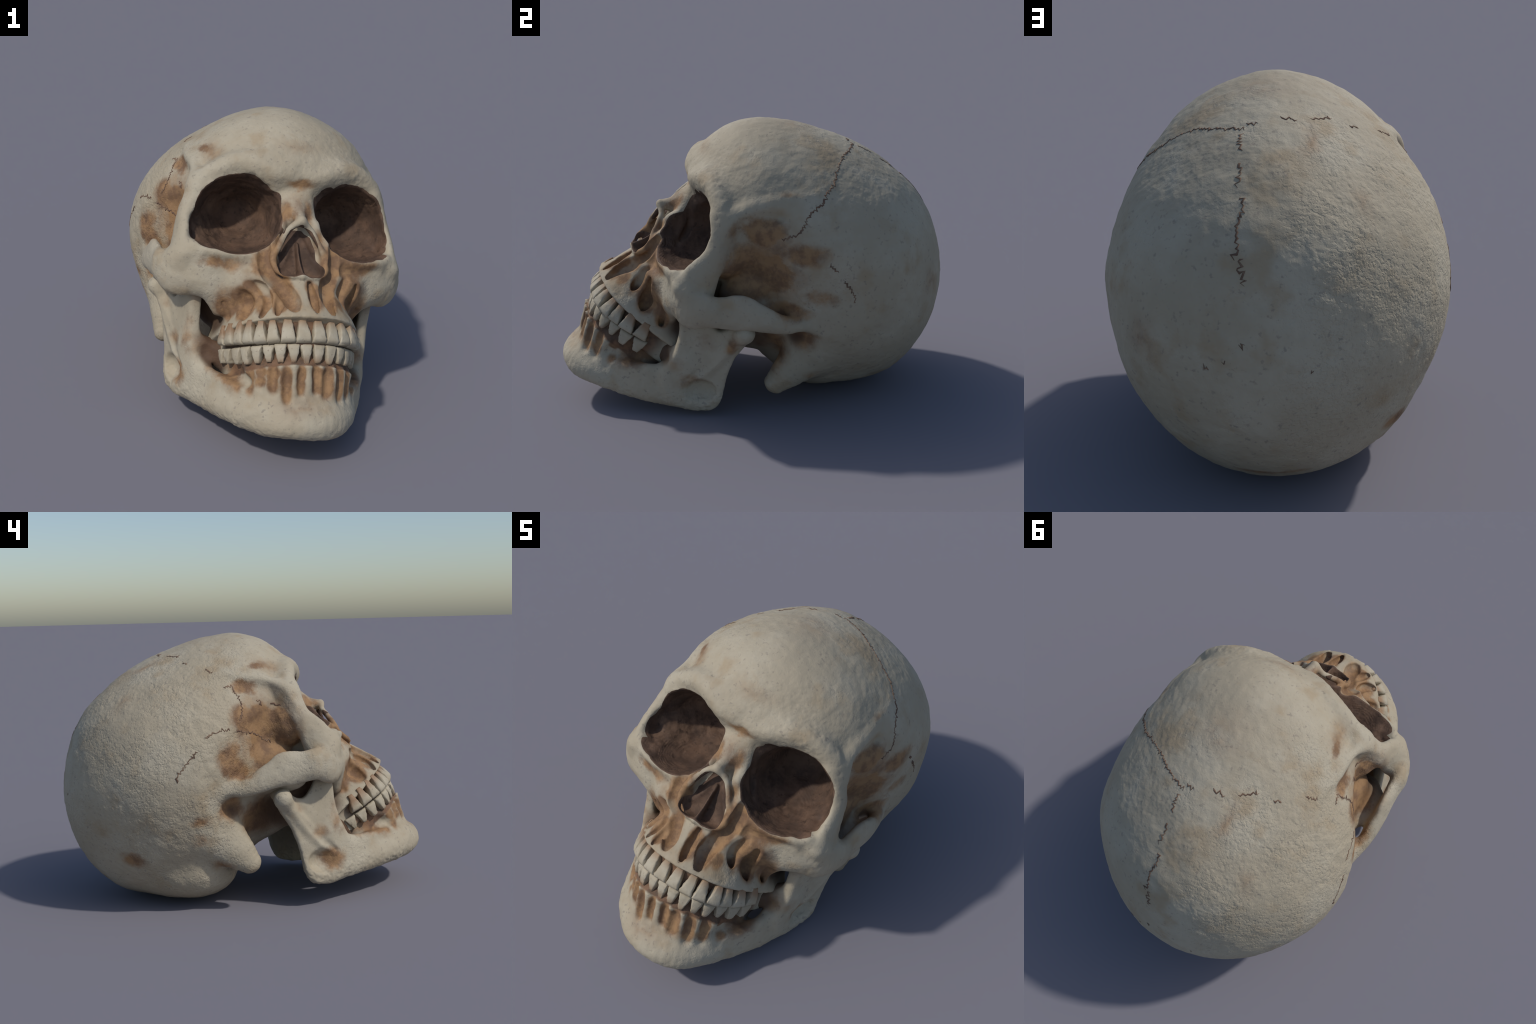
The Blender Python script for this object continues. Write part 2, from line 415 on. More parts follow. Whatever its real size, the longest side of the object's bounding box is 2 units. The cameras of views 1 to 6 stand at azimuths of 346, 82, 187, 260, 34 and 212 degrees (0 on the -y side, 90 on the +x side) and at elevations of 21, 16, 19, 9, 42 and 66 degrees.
def bone_of_the_jaw(c):
    # ramus, its notch between the coronoid and the condyle
    c.prism([(-.43, .40), (-.41, .50), (-.395, .62), (-.33, .655), (-.275, .575), (-.225, .525), (-.17, .54), (-.13, .565), (-.085, .545), (-.09, .47), (-.15, .38), (-.19, .28),
             (-.215, .17), (-.25, .10), (-.31, .075), (-.38, .085), (-.44, .12), (-.50, .25)],
            SIDE, lambda y, z: .454 + 0 * z + .32 * (y + .3), lambda y, z: .028 + 0 * y, .03, soft=.012)
    # shelf behind the last teeth
    c.strap([(.27, -.47, .32, .06, .05), (.35, -.42, .335, .06, .045), (.42, -.37, .33, .07, .035)], .05)
    # body of the jaw round to the chin
    c.strap([(.45, -.28, .15, .07, .04), (.415, -.38, .175, .09, .038), (.38, -.49, .195, .10, .038), (.335, -.60, .215, .105, .036), (.265, -.705, .245, .12, .038),
             (.175, -.785, .28, .14, .045), (.09, -.83, .31, .155, .05), (-.09, -.83, .31, .155, .05)], .05, sub=10)
    # row that carries the lower teeth
    c.arch([(-.36, .25, .90, .74, 2.3), (-.28, .265, .922, .62, 2.3), (-.205, .295, .957, .50, 2.3), (-.188, .30, .965, .50, 2.3), (-.172, .282, .948, .56, 2.3), (-.09, .284, .952, .56, 2.3)],
           (UP, FWD), .05, soft=.012, x0=ROW_ASIDE - JAW_ASIDE)
    # hollow along the cheek side, under the molars
    c.strap([(.375, -.50, .355, .032), (.34, -.58, .345, .04), (.298, -.67, .345, .038), (.25, -.76, .34, .028)], .03, "cut")
    # chin boss and lower edge
    c.strap([(-.42, -.36, .12, .035, .03), (-.36, -.55, .15, .035, .03), (-.29, -.71, .18, .05, .045), (-.18, -.85, .20, .065, .06), (-.06, -.925, .225, .07, .068), (.06, -.93, .23, .075, .07), (.16, -.885, .215, .065, .06), (.25, -.76, .19, .05, .045), (.33, -.60, .155, .035, .032), (.42, -.36, .12, .035, .03)], .06, sides="one")
    # furrows between the lower tooth roots
    for r, pts in FURROWS_BELOW:
        c.strap(tapered(pts, r), .03, "cut", sides="one")
    # condyle, its neck and the furrow under the neck
    c.strap([(.54, -.13, .50, .03), (.505, -.20, .41, .028), (.475, -.28, .31, .02), (.45, -.36, .25, .012)], .03)
    c.strap([(.555, -.20, .445, .012), (.52, -.27, .365, .02), (.485, -.345, .285, .018), (.46, -.40, .24, .01)], .015, "cut")
    c.ball((.485, -.33, .19), (.05, .08, .055), .03, "cut")
    c.strap([(.42, -.10, .545, .035), (.50, -.105, .545, .045), (.555, -.11, .53, .05)], .03)


bone_of_the_jaw(jaw)

# ------------------------------------------------------------------ surface relief
def hash_noise(p, freq, seed):
    """Smooth value noise in [-1, 1]."""
    q = p * freq + seed * 17.31
    i = np.floor(q).astype(np.int64)
    t = q - i
    t = t * t * t * (t * (t * 6 - 15) + 10)
    out = 0
    for dx in (0, 1):
        for dy in (0, 1):
            for dz in (0, 1):
                h = ((i[:, 0] + dx) * 374761393 + (i[:, 1] + dy) * 668265263 + (i[:, 2] + dz) * 1442695041 + seed * 974711) & 0x7fffffff
                h = ((h ^ (h >> 13)) * 1274126177) & 0x7fffffff
                h = (h ^ (h >> 16)) / 0x3fffffff - 1
                out = out + h * np.where(dx, t[:, 0], 1 - t[:, 0]) * np.where(dy, t[:, 1], 1 - t[:, 1]) * np.where(dz, t[:, 2], 1 - t[:, 2])
    return out


def step(lo, hi, x):
    t = np.clip((x - lo) / (hi - lo), 0, 1)
    return t * t * (3 - 2 * t)


def vertex_normals(v, q):
    n = np.cross(v[q[:, 2]] - v[q[:, 0]], v[q[:, 3]] - v[q[:, 1]])
    out = np.stack([sum(np.bincount(q[:, k], n[:, i], len(v)) for k in range(4)) for i in range(3)], 1)
    return out / (np.linalg.norm(out, axis=1)[:, None] + 1e-12)


def weather(v, n, cavity, jaw_piece):
    """How far each point is pushed out along its normal: swells, grain, pits."""
    x, y, z = v.T
    d = .004 * hash_noise(v, 4.5, 1) + .0022 * hash_noise(v, 11, 2) + .0010 * hash_noise(v, 28, 3)
    patch = .5 + .5 * hash_noise(v, 3.2, 9)
    if jaw_piece:
        edge = step(.24, .14, z) * .7 + .06
        rough = .75 * np.clip(edge * (.4 + patch), 0, 1)
    else:
        right = step(.02, -.30, x + .25 * (z - .9)) * step(.02, .22, y) * step(.15, .4, z)      # coarse right flank of the vault
        crown = .45 * step(.15, .35, y) * step(1.0, 1.15, z)
        brow = .5 * step(.10, .2, z - 1.0) * step(-.05, -.2, y) + .6 * step(.1, .2, x) * step(.30, .0, y) * step(1.08, 1.18, z) * patch
        face = .16 * step(-.2, -.3, y)
        rough = .45 * np.clip(np.maximum.reduce([right * (.2 + 1.1 * patch ** 2), crown, brow, face, .12 + 0 * x]), 0, 1)
    rough = rough * (1 - .7 * cavity)
    grain = hash_noise(v * np.array([1, 1, 1.25]), 68, 4)
    pits = np.minimum(hash_noise(v, 66, 5) + .25, 0)
    d = d * (1 - .5 * cavity) + rough * (.0030 * grain + .0055 * pits + .0012 * hash_noise(v, 105, 6))
    d += cavity * .004 * hash_noise(v * np.array([1, .5, 1]), 18, 7)
    # ragged edges where the hollows break through
    d += .016 * cavity * (1 - cavity) * hash_noise(v, 26, 11)
    d += .0012 * hash_noise(v, 40, 8)
    return d


# ------------------------------------------------------------------ materials
BONE, PALE, TAN = (.38, .325, .235), (.425, .375, .283), (.335, .25, .152)
STAIN, DARK, DEEP = (.30, .17, .078), (.085, .048, .03), (.072, .045, .032)

# brown patina: centre in the skull frame, radii, strength
PATINA = [
    # right temple
    ((-.498, .045, 1.096), (.05, .13, .05), 1), ((-.487, -.027, .909), (.07, .16, .11), .95), ((-.557, .091, .931), (.06, .08, .09), .7),
    ((-.594, .162, .743), (.06, .12, .10), .9), ((-.569, .115, .664), (.07, .14, .06), 1), ((-.45, -.047, .772), (.09, .17, .10), 1),
    ((-.474, -.126, .846), (.08, .12, .15), 1), ((-.42, -.06, .66), (.12, .20, .10), 1),
    ((-.432, -.03, 1.205), (.05, .06, .035), .9), ((-.40, -.08, 1.21), (.12, .14, .08), .45),
    # back and ear, right
    ((-.431, .65, .235), (.09, .10, .055), .95), ((-.562, .318, .313), (.06, .08, .06), .7), ((-.595, .311, .42), (.06, .09, .045), .65),
    ((-.492, .195, .181), (.08, .08, .05), .8), ((-.53, .155, .48), (.10, .095, .10), 1), ((-.40, 0, .42), (.15, .17, .17), 1),
    # left temple
    ((.501, -.022, 1.042), (.06, .17, .075), .9), ((.585, .189, .937), (.06, .13, .075), .9), ((.501, .027, .826), (.08, .17, .11), .9),
    ((.61, .237, .709), (.06, .14, .06), .9), ((.544, .10, .621), (.08, .16, .07), 1), ((.46, -.10, .80), (.09, .17, .18), 1),
    ((.545, .17, .47), (.10, .095, .09), 1), ((.533, .23, .243), (.06, .08, .05), .65), ((.44, .02, .38), (.12, .14, .14), 1), ((.455, .132, 1.19), (.05, .07, .025), .5),
    # face
    ((-.36, -.485, .79), (.15, .06, .04), .85), ((.33, -.495, .81), (.15, .07, .05), .9), ((.02, -.31, 1.14), (.09, .06, .035), .8),
    ((-.055, -.40, 1.03), (.04, .10, .07), .75), ((.055, -.40, 1.03), (.04, .10, .07), .75), ((-.10, -.47, .93), (.045, .09, .08), .75), ((.10, -.47, .93), (.045, .09, .08), .75),
    ((.20, -.515, .85), (.09, .07, .08), .95), ((-.17, -.53, .82), (.07, .06, .07), .8), ((-.31, -.47, .60), (.08, .10, .12), .8), ((.33, -.47, .62), (.08, .11, .14), .85),
    ((.28, -.54, .70), (.09, .09, .12), .6),
    ((-.29, -.22, .52), (.17, .19, .21), 1), ((.29, -.22, .52), (.17, .19, .21), 1),
    # washes over the face
    ((0, -.60, .73), (.42, .22, .20), .12), ((.22, -.52, .80), (.20, .12, .16), .35), ((-.20, -.54, .78), (.18, .10, .14), .2), ((-.50, -.05, .85), (.14, .28, .32), .75), ((.52, .0, .85), (.14, .30, .32), .7),
    ((0, -.36, 1.03), (.12, .14, .14), .4),
    # back
    ((.39, .85, .67), (.15, .12, .13), .32), ((.015, .82, .12), (.25, .08, .03), .6), ((-.20, .54, 1.23), (.05, .18, .10), .32), ((-.375, .67, 1.04), (.08, .08, .15), .28),
    ((0, -.20, 1.30), (.16, .12, .05), .3), ((.0, .25, 1.40), (.2, .2, .1), .25),
]
PATINA_JAW = [
    ((-.452, -.375, .187), (.07, .11, .075), 1), ((-.48, -.31, .33), (.04, .09, .05), .6), ((-.31, -.60, .335), (.10, .15, .075), 1), ((-.266, -.69, .31), (.07, .10, .08), .8),
    ((.497, -.378, .24), (.07, .12, .07), .9), ((.566, -.186, .476), (.06, .08, .08), .75), ((.527, -.312, .477), (.06, .10, .09), .6), ((.31, -.62, .335), (.10, .15, .075), .9),
    ((-.50, -.15, .47), (.06, .10, .08), .6), ((-.44, -.40, .42), (.05, .05, .12), .4), ((-.33, -.42, .34), (.14, .12, .10), 1), ((.35, -.42, .34), (.14, .12, .10), 1),
    ((0, -.80, .40), (.40, .20, .16), .2), ((-.02, -.94, .31), (.22, .08, .10), .25), ((.12, -.89, .38), (.08, .06, .07), .45),
]


# near-black brown spots deep between the bones
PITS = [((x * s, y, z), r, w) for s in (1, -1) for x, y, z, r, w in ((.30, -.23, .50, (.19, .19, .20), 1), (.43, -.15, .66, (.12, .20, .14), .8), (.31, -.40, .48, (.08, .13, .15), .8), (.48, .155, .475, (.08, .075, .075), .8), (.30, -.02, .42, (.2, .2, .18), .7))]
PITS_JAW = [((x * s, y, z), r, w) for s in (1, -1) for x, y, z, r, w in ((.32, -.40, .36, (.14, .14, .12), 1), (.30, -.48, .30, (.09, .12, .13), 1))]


def furrow_patina(furrows, shift=0.0, strength=1.0, width=2.7):
    out = []
    for r, pts in furrows:
        P = np.array(pts, float) + (shift, 0, 0) - .45 * r * FWD
        a, b = P[0], P[-1]
        m = len(P) // 2
        for p, q in ((a, P[m]), (P[m], b)):
            ax = q - p
            L = np.linalg.norm(ax)
            if L < 1e-4:
                continue
            out.append(((p + q) / 2, (L * .65 + r * 1.5, r * width, r * width), strength, Vector(ax / L)))
    return out


class Nodes:
    def __init__(self, name):
        self.mat = bpy.data.materials.new(name)
        self.mat.use_nodes = True
        self.t = self.mat.node_tree
        self.t.nodes.clear()

    def n(self, kind, **kw):
        nd = self.t.nodes.new("ShaderNode" + kind)
        for k, v in kw.items():
            setattr(nd, k, v)
        return nd

    def link(self, a, b):
        self.t.links.new(a, b)

    def math(self, op, a, b=None, clamp=False):
        nd = self.n("Math", operation=op, use_clamp=clamp)
        for i, v in enumerate((a, b)):
            if v is None:
                continue
            if isinstance(v, (int, float)):
                nd.inputs[i].default_value = v
            else:
                self.link(v, nd.inputs[i])
        return nd.outputs[0]

    def ramp(self, v, lo, hi, a=0.0, b=1.0):
        nd = self.n("MapRange", interpolation_type="SMOOTHSTEP")
        self.link(v, nd.inputs["Value"])
        for k, x in zip(("From Min", "From Max", "To Min", "To Max"), (lo, hi, a, b)):
            nd.inputs[k].default_value = x
        return nd.outputs["Result"]

    def noise(self, vec, scale, detail=4, rough=.55):
        nd = self.n("TexNoise")
        self.link(vec, nd.inputs["Vector"])
        nd.inputs["Scale"].default_value = scale
        nd.inputs["Detail"].default_value = detail
        nd.inputs["Roughness"].default_value = rough
        return nd

    def mix(self, fac, a, b):
        nd = self.n("Mix", data_type="RGBA")
        if isinstance(fac, float):
            nd.inputs["Factor"].default_value = fac
        else:
            self.link(fac, nd.inputs["Factor"])
        for sock, v in ((nd.inputs[6], a), (nd.inputs[7], b)):
            if isinstance(v, tuple):
                sock.default_value = v + (1,)
            else:
                self.link(v, sock)
        return nd.outputs[2]

    def finish(self, colour, rough, height, strength, dist):
        bs, out, bump = self.n("BsdfPrincipled"), self.n("OutputMaterial"), self.n("Bump")
        self.link(colour, bs.inputs["Base Color"])
        bs.inputs["Roughness"].default_value = rough
        bs.inputs["Specular IOR Level"].default_value = .25
        bump.inputs["Strength"].default_value = strength
        bump.inputs["Distance"].default_value = dist
        self.link(height, bump.inputs["Height"])
        self.link(bump.outputs[0], bs.inputs["Normal"])
        self.link(bs.outputs[0], out.inputs["Surface"])
        return self.mat


def blotted(N, vec, spots):
    """Many soft ellipsoid spots, flowing together."""
    best = None
    for sp in spots:
        c, r, w = sp[:3]
        mp = N.n("Mapping", vector_type="TEXTURE")
        mp.inputs["Location"].default_value = to_world(np.array(c, float)).tolist()
        if len(sp) > 3:
            ax = np.array(sp[3])
            ax = Vector((to_world(ax) - to_world(np.zeros(3))).tolist())
            rot = ax.to_track_quat("X", "Z").to_euler()
        else:
            rot = (0, ROLL, 0)
        mp.inputs["Rotation"].default_value = rot
        mp.inputs["Scale"].default_value = r
        N.link(vec, mp.inputs["Vector"])
        g = N.n("TexGradient", gradient_type="SPHERICAL")
        N.link(mp.outputs[0], g.inputs[0])
        v = N.math("MULTIPLY", g.outputs["Fac"], w) if w != 1 else g.outputs["Fac"]
        best = v if best is None else N.math("ADD", best, v)
    return best


def bone_material(name, spots, furrows, pits, gum=None):
    N = Nodes(name)
    P = N.n("TexCoord").outputs["Object"]
    wob = N.noise(P, 9, 5, .65)
    w1 = N.n("VectorMath", operation="SUBTRACT")
    N.link(wob.outputs["Color"], w1.inputs[0])
    w1.inputs[1].default_value = (.5, .5, .5)
    w2 = N.n("VectorMath", operation="MULTIPLY_ADD")
    N.link(w1.outputs[0], w2.inputs[0])
    w2.inputs[1].default_value = (.09, .09, .09)
    N.link(P, w2.inputs[2])
    Q = w2.outputs[0]
    broad = N.noise(P, 3.4, 5, .6).outputs["Fac"]
    mid = N.noise(P, 17, 5, .6).outputs["Fac"]
    fine = N.noise(P, 95, 3, .6).outputs["Fac"]
    col = N.mix(N.ramp(broad, .42, .68), BONE, PALE)
    col = N.mix(N.ramp(N.noise(P, 5.1, 4, .55).outputs["Fac"], .52, .72, 0, .7), col, TAN)
    # grey dirt sitting in specks
    speck = N.math("MULTIPLY", N.ramp(N.noise(P, 58, 2, .5).outputs["Fac"], .58, .70), N.ramp(mid, .42, .6))
    col = N.mix(N.math("MULTIPLY", speck, .5), col, (.19, .165, .14))
    # patina
    g = N.math("ADD", blotted(N, Q, spots), N.math("MULTIPLY", N.ramp(blotted(N, P, furrows), .10, .75), .8))
    g = N.math("ADD", g, N.math("MULTIPLY", N.math("SUBTRACT", mid, .5), N.ramp(g, .02, .3, 0, .5)))
    m = N.ramp(g, .0, .62, 0, .92)
    brown = N.mix(N.ramp(N.noise(P, 14, 5, .65).outputs["Fac"], .38, .62), STAIN, (.17, .09, .046))
    col = N.mix(m, col, brown)
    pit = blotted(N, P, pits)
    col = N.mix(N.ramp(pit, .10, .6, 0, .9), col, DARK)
    if gum:
        (edge, sign, out_from) = gum
        up, fw = to_world(UP) - to_world(np.zeros(3)), to_world(FWD) - to_world(np.zeros(3))
        o = to_world(np.zeros(3))
        h = []
        for axis in (up, fw):
            d = N.n("VectorMath", operation="DOT_PRODUCT")
            N.link(P, d.inputs[0])
            d.inputs[1].default_value = axis.tolist()
            h.append(N.math("SUBTRACT", d.outputs["Value"], float(o @ axis)))
        a = N.math("ADD", N.math("MULTIPLY", N.math("SUBTRACT", h[0], edge), sign), N.math("MULTIPLY", N.math("SUBTRACT", mid, .5), .02))
        band = N.math("MULTIPLY", N.ramp(a, -.006, .006), N.ramp(h[1], out_from, out_from + .08))
        col = N.mix(N.math("MULTIPLY", band, .92), col, N.mix(N.ramp(mid, .4, .6), DARK, (.17, .09, .05)))
    # fine pits, coarser on the right flank and in patches
    sep = N.n("SeparateXYZ")
    N.link(P, sep.inputs[0])
    flank = N.math("MULTIPLY", N.ramp(N.noise(P, 5.5, 3, .5).outputs["Fac"], .36, .62, .25, 1.15), N.math("MAXIMUM", N.math("MULTIPLY", N.ramp(sep.outputs[0], .05, -.30), N.ramp(sep.outputs[1], -.12, .15)), N.ramp(broad, .5, .7, .08, .45)))
    holes = N.ramp(N.noise(P, 80, 2, .5).outputs["Fac"], .52, .36, 0, -1.6)
    height = N.math("ADD", N.math("MULTIPLY", fine, .7), N.math("MULTIPLY", N.math("ADD", holes, N.noise(P, 130, 2, .5).outputs["Fac"]), flank))
    return N.finish(col, .72, height, .36, .005)


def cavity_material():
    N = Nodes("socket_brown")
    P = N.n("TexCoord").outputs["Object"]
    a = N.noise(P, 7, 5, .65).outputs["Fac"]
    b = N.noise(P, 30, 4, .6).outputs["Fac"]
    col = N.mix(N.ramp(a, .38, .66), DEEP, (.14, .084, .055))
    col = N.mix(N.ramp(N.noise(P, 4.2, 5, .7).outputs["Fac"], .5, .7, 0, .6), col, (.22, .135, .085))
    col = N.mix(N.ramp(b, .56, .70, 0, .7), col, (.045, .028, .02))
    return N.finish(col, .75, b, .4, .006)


def tooth_material(edge, sign):
    N = Nodes("tooth_ivory")
    P = N.n("TexCoord").outputs["Object"]
    a = N.noise(P, 14, 4, .6).outputs["Fac"]
    b = N.noise(P, 60, 3, .6).outputs["Fac"]
    col = N.mix(N.ramp(a, .4, .65), BONE, PALE)
    col = N.mix(N.ramp(b, .62, .72, 0, .6), col, (.21, .16, .12))
    # brown deposit toward the neck
    up = to_world(UP) - to_world(np.zeros(3))
    d = N.n("VectorMath", operation="DOT_PRODUCT")
    N.link(P, d.inputs[0])
    d.inputs[1].default_value = up.tolist()
    h = N.math("MULTIPLY", N.math("SUBTRACT", d.outputs["Value"], float(to_world(np.zeros(3)) @ up) + edge), sign)
    h = N.math("ADD", h, N.math("MULTIPLY", N.math("SUBTRACT", a, .5), .05))
    col = N.mix(N.ramp(h, -.045, .012, 0, .85), col, (.26, .15, .08))
    return N.finish(col, .6, b, .35, .005)


def suture_material():
    N = Nodes("suture_brown")
    P = N.n("TexCoord").outputs["Object"]
    a = N.noise(P, 16, 3, .6).outputs["Fac"]
    return N.finish(N.mix(N.ramp(a, .4, .65), (.13, .08, .056), (.23, .15, .10)), .85, a, .2, .003)


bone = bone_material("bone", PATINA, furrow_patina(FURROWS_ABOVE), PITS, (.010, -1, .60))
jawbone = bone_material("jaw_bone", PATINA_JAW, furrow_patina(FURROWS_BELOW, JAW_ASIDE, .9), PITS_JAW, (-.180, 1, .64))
socket, suture_mat = cavity_material(), suture_material()
upper_ivory, lower_ivory = tooth_material(.012, 1), tooth_material(-.172, -1)

# ------------------------------------------------------------------ the pieces
root = bpy.data.objects.new("human_skull", None)
bpy.context.collection.objects.link(root)
root["label"] = "weathered ivory human skull with brown stains and closed teeth"
root["category"] = "skull"


def pieces(v, q, nrm, label, names):
    """Cut one smooth surface into named objects that keep the common normals."""
    made = {}
    for key, (name, mat) in names.items():
        f = q[label == key]
        if not len(f):
            continue
        used, inv = np.unique(f, return_inverse=True)
        me = bpy.data.meshes.new(name)
        me.from_pydata(v[used].tolist(), [], inv.reshape(-1, 4).tolist())
        me.polygons.foreach_set("use_smooth", np.ones(len(me.polygons), bool))
        me.normals_split_custom_set_from_vertices(nrm[used].tolist())
        me.materials.append(mat)
        ob = bpy.data.objects.new(name, me)
        bpy.context.collection.objects.link(ob)
        ob.parent = root
        made[key] = ob
    return made


def finish_surface(clay, jaw_piece):
    v, q = clay.mesh()
    v = relax(v, q, 2)
    cav = step(.012, -.004, clay.at(clay.hollow, v)) if clay.hollow is not None else np.zeros(len(v))
    n = vertex_normals(v, q)
    rest = v.copy()
    v = v + n * weather(v, n, cav, jaw_piece)[:, None]
    if jaw_piece:
        v[:, 0] += .005 + (JAW_ASIDE - .005) * step(-.35, -.6, v[:, 1])
        v[:, 2] += .024 * v[:, 0] * step(-.85, -.5, v[:, 1])
    w = to_world(v)
    return rest, w, q, vertex_normals(w, q), cav


v, w, q, nrm, cav = finish_surface(skull, False)
c = v[q].mean(1)
fa, fb = c @ UP, c @ FWD
lab = np.zeros(len(q), int)
lab[(fb > .62) & (np.abs(c[:, 0]) < .36) & (fa < .235) & (c[:, 1] < -.40)] = 1
lab[(np.abs(c[:, 0]) < .13) & (fa >= .235) & (fa < .60) & (fb > .86)] = 2
side = (np.abs(c[:, 0]) > .24 + .35 * np.clip(.60 - c[:, 2], 0, .2)) & (c[:, 1] < -.30) & (c[:, 2] < .87) & (lab == 0)
side |= (np.abs(c[:, 0]) > .53) & (c[:, 1] < .12) & (c[:, 2] < .80) & (c[:, 2] > .5)
side |= (np.abs(c[:, 0]) > .455) & (c[:, 1] < -.16) & (c[:, 2] < 1.0)
lab[side & (c[:, 0] < 0)] = 3
lab[side & (c[:, 0] > 0)] = 4
mast = (np.abs(c[:, 0]) > .34) & (c[:, 1] < .26) & (c[:, 1] > -.05) & (c[:, 2] < .36)
lab[mast & (c[:, 0] < 0)] = 5
lab[mast & (c[:, 0] > 0)] = 6
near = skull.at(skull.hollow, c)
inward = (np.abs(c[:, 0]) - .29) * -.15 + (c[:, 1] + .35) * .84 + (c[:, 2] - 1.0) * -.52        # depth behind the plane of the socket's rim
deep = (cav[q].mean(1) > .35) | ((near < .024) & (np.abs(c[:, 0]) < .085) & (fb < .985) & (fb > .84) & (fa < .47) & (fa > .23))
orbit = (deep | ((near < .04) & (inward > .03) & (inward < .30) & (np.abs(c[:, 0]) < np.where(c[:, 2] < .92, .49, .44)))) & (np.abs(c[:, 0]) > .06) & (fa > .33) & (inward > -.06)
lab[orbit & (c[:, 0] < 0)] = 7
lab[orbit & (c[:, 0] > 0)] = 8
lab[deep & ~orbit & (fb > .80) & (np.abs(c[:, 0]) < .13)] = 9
# even out the border between the hollows and the outer bone
cave = lab >= 7
e = np.sort(np.concatenate([q[:, [0, 1]], q[:, [1, 2]], q[:, [2, 3]], q[:, [3, 0]]]), 1)
key = e[:, 0].astype(np.int64) * len(w) + e[:, 1]
uq, inv = np.unique(key, return_inverse=True)
inside = np.bincount(inv, np.tile(cave, 4).astype(float))
total = np.bincount(inv)
rim = uq[(inside > 0) & (inside < total)]
ra, rb = rim // len(w), rim % len(w)
deg = np.bincount(ra, minlength=len(w)) + np.bincount(rb, minlength=len(w))
on = deg > 0
for _ in range(8):
    av = np.stack([np.bincount(ra, w[rb, i], len(w)) + np.bincount(rb, w[ra, i], len(w)) for i in range(3)], 1)
    w[on] += .6 * (av[on] / deg[on][:, None] - w[on])
nrm = vertex_normals(w, q)
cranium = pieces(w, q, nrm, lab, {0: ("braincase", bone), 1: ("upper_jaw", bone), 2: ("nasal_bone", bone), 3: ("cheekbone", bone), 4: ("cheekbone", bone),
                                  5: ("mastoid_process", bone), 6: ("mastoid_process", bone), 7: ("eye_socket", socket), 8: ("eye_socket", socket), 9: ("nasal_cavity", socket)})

# sutures: thin dark zigzag seams lying on the vault
from mathutils.bvhtree import BVHTree
keep = lab == 0
tree = BVHTree.FromPolygons(w.tolist(), q[keep].tolist())
SUTURES = [
    # crown seam, left half then the broken right half
    [(.025, .517, 1.287), (.148, .467, 1.289), (.217, .42, 1.281), (.309, .38, 1.25), (.401, .335, 1.20), (.442, .292, 1.176), (.47, .277, 1.146), (.502, .222, 1.12), (.532, .178, 1.072), (.547, .146, 1.029), (.532, .071, 1.001)],
    [(.016, .495, 1.299), (-.023, .491, 1.305)], [(-.097, .454, 1.307), (-.154, .452, 1.292)], [(-.199, .416, 1.292), (-.267, .357, 1.276)],
    [(-.328, .349, 1.245), (-.356, .329, 1.229)], [(-.421, .243, 1.197), (-.46, .21, 1.165)],
    # middle seam
    [(.036, .538, 1.275), (.028, .616, 1.233)], [(.029, .657, 1.199), (.020, .706, 1.168), (.031, .74, 1.14)],
    [(.019, .771, 1.119), (.004, .801, 1.089), (.017, .825, 1.059), (.024, .867, 1.017), (.020, .885, .985), (.035, .904, .946)], [(.002, .905, .954), (.021, .922, .923), (.001, .933, .898), (.005, .947, .871)],
    # back
    [(.035, .987, .686), (.008, .987, .689)], [(.162, .97, .62), (.135, .976, .607)], [(.094, .981, .633), (.074, .988, .644)], [(-.182, .965, .584), (-.195, .963, .578)],
    # sides
    [(.605, .284, .887), (.615, .332, .845)], [(.62, .357, .798), (.621, .394, .746), (.627, .408, .715), (.628, .404, .683)],
    [(-.516, .165, 1.089), (-.503, .114, 1.103), (-.52, .108, 1.068), (-.533, .083, 1.018), (-.545, .077, .969), (-.563, .102, .912)],
    [(-.503, -.01, 1.026), (-.491, -.04, .986)], [(-.473, -.084, 1.005), (-.485, -.14, .992)],
    [(-.63, .281, .834), (-.617, .236, .86), (-.593, .146, .875)], [(-.576, .116, .87), (-.499, .007, .852), (-.456, -.048, .821), (-.443, -.09, .814)],
    [(-.64, .327, .775), (-.64, .367, .726), (-.641, .397, .69), (-.637, .426, .654), (-.635, .423, .621)],
]


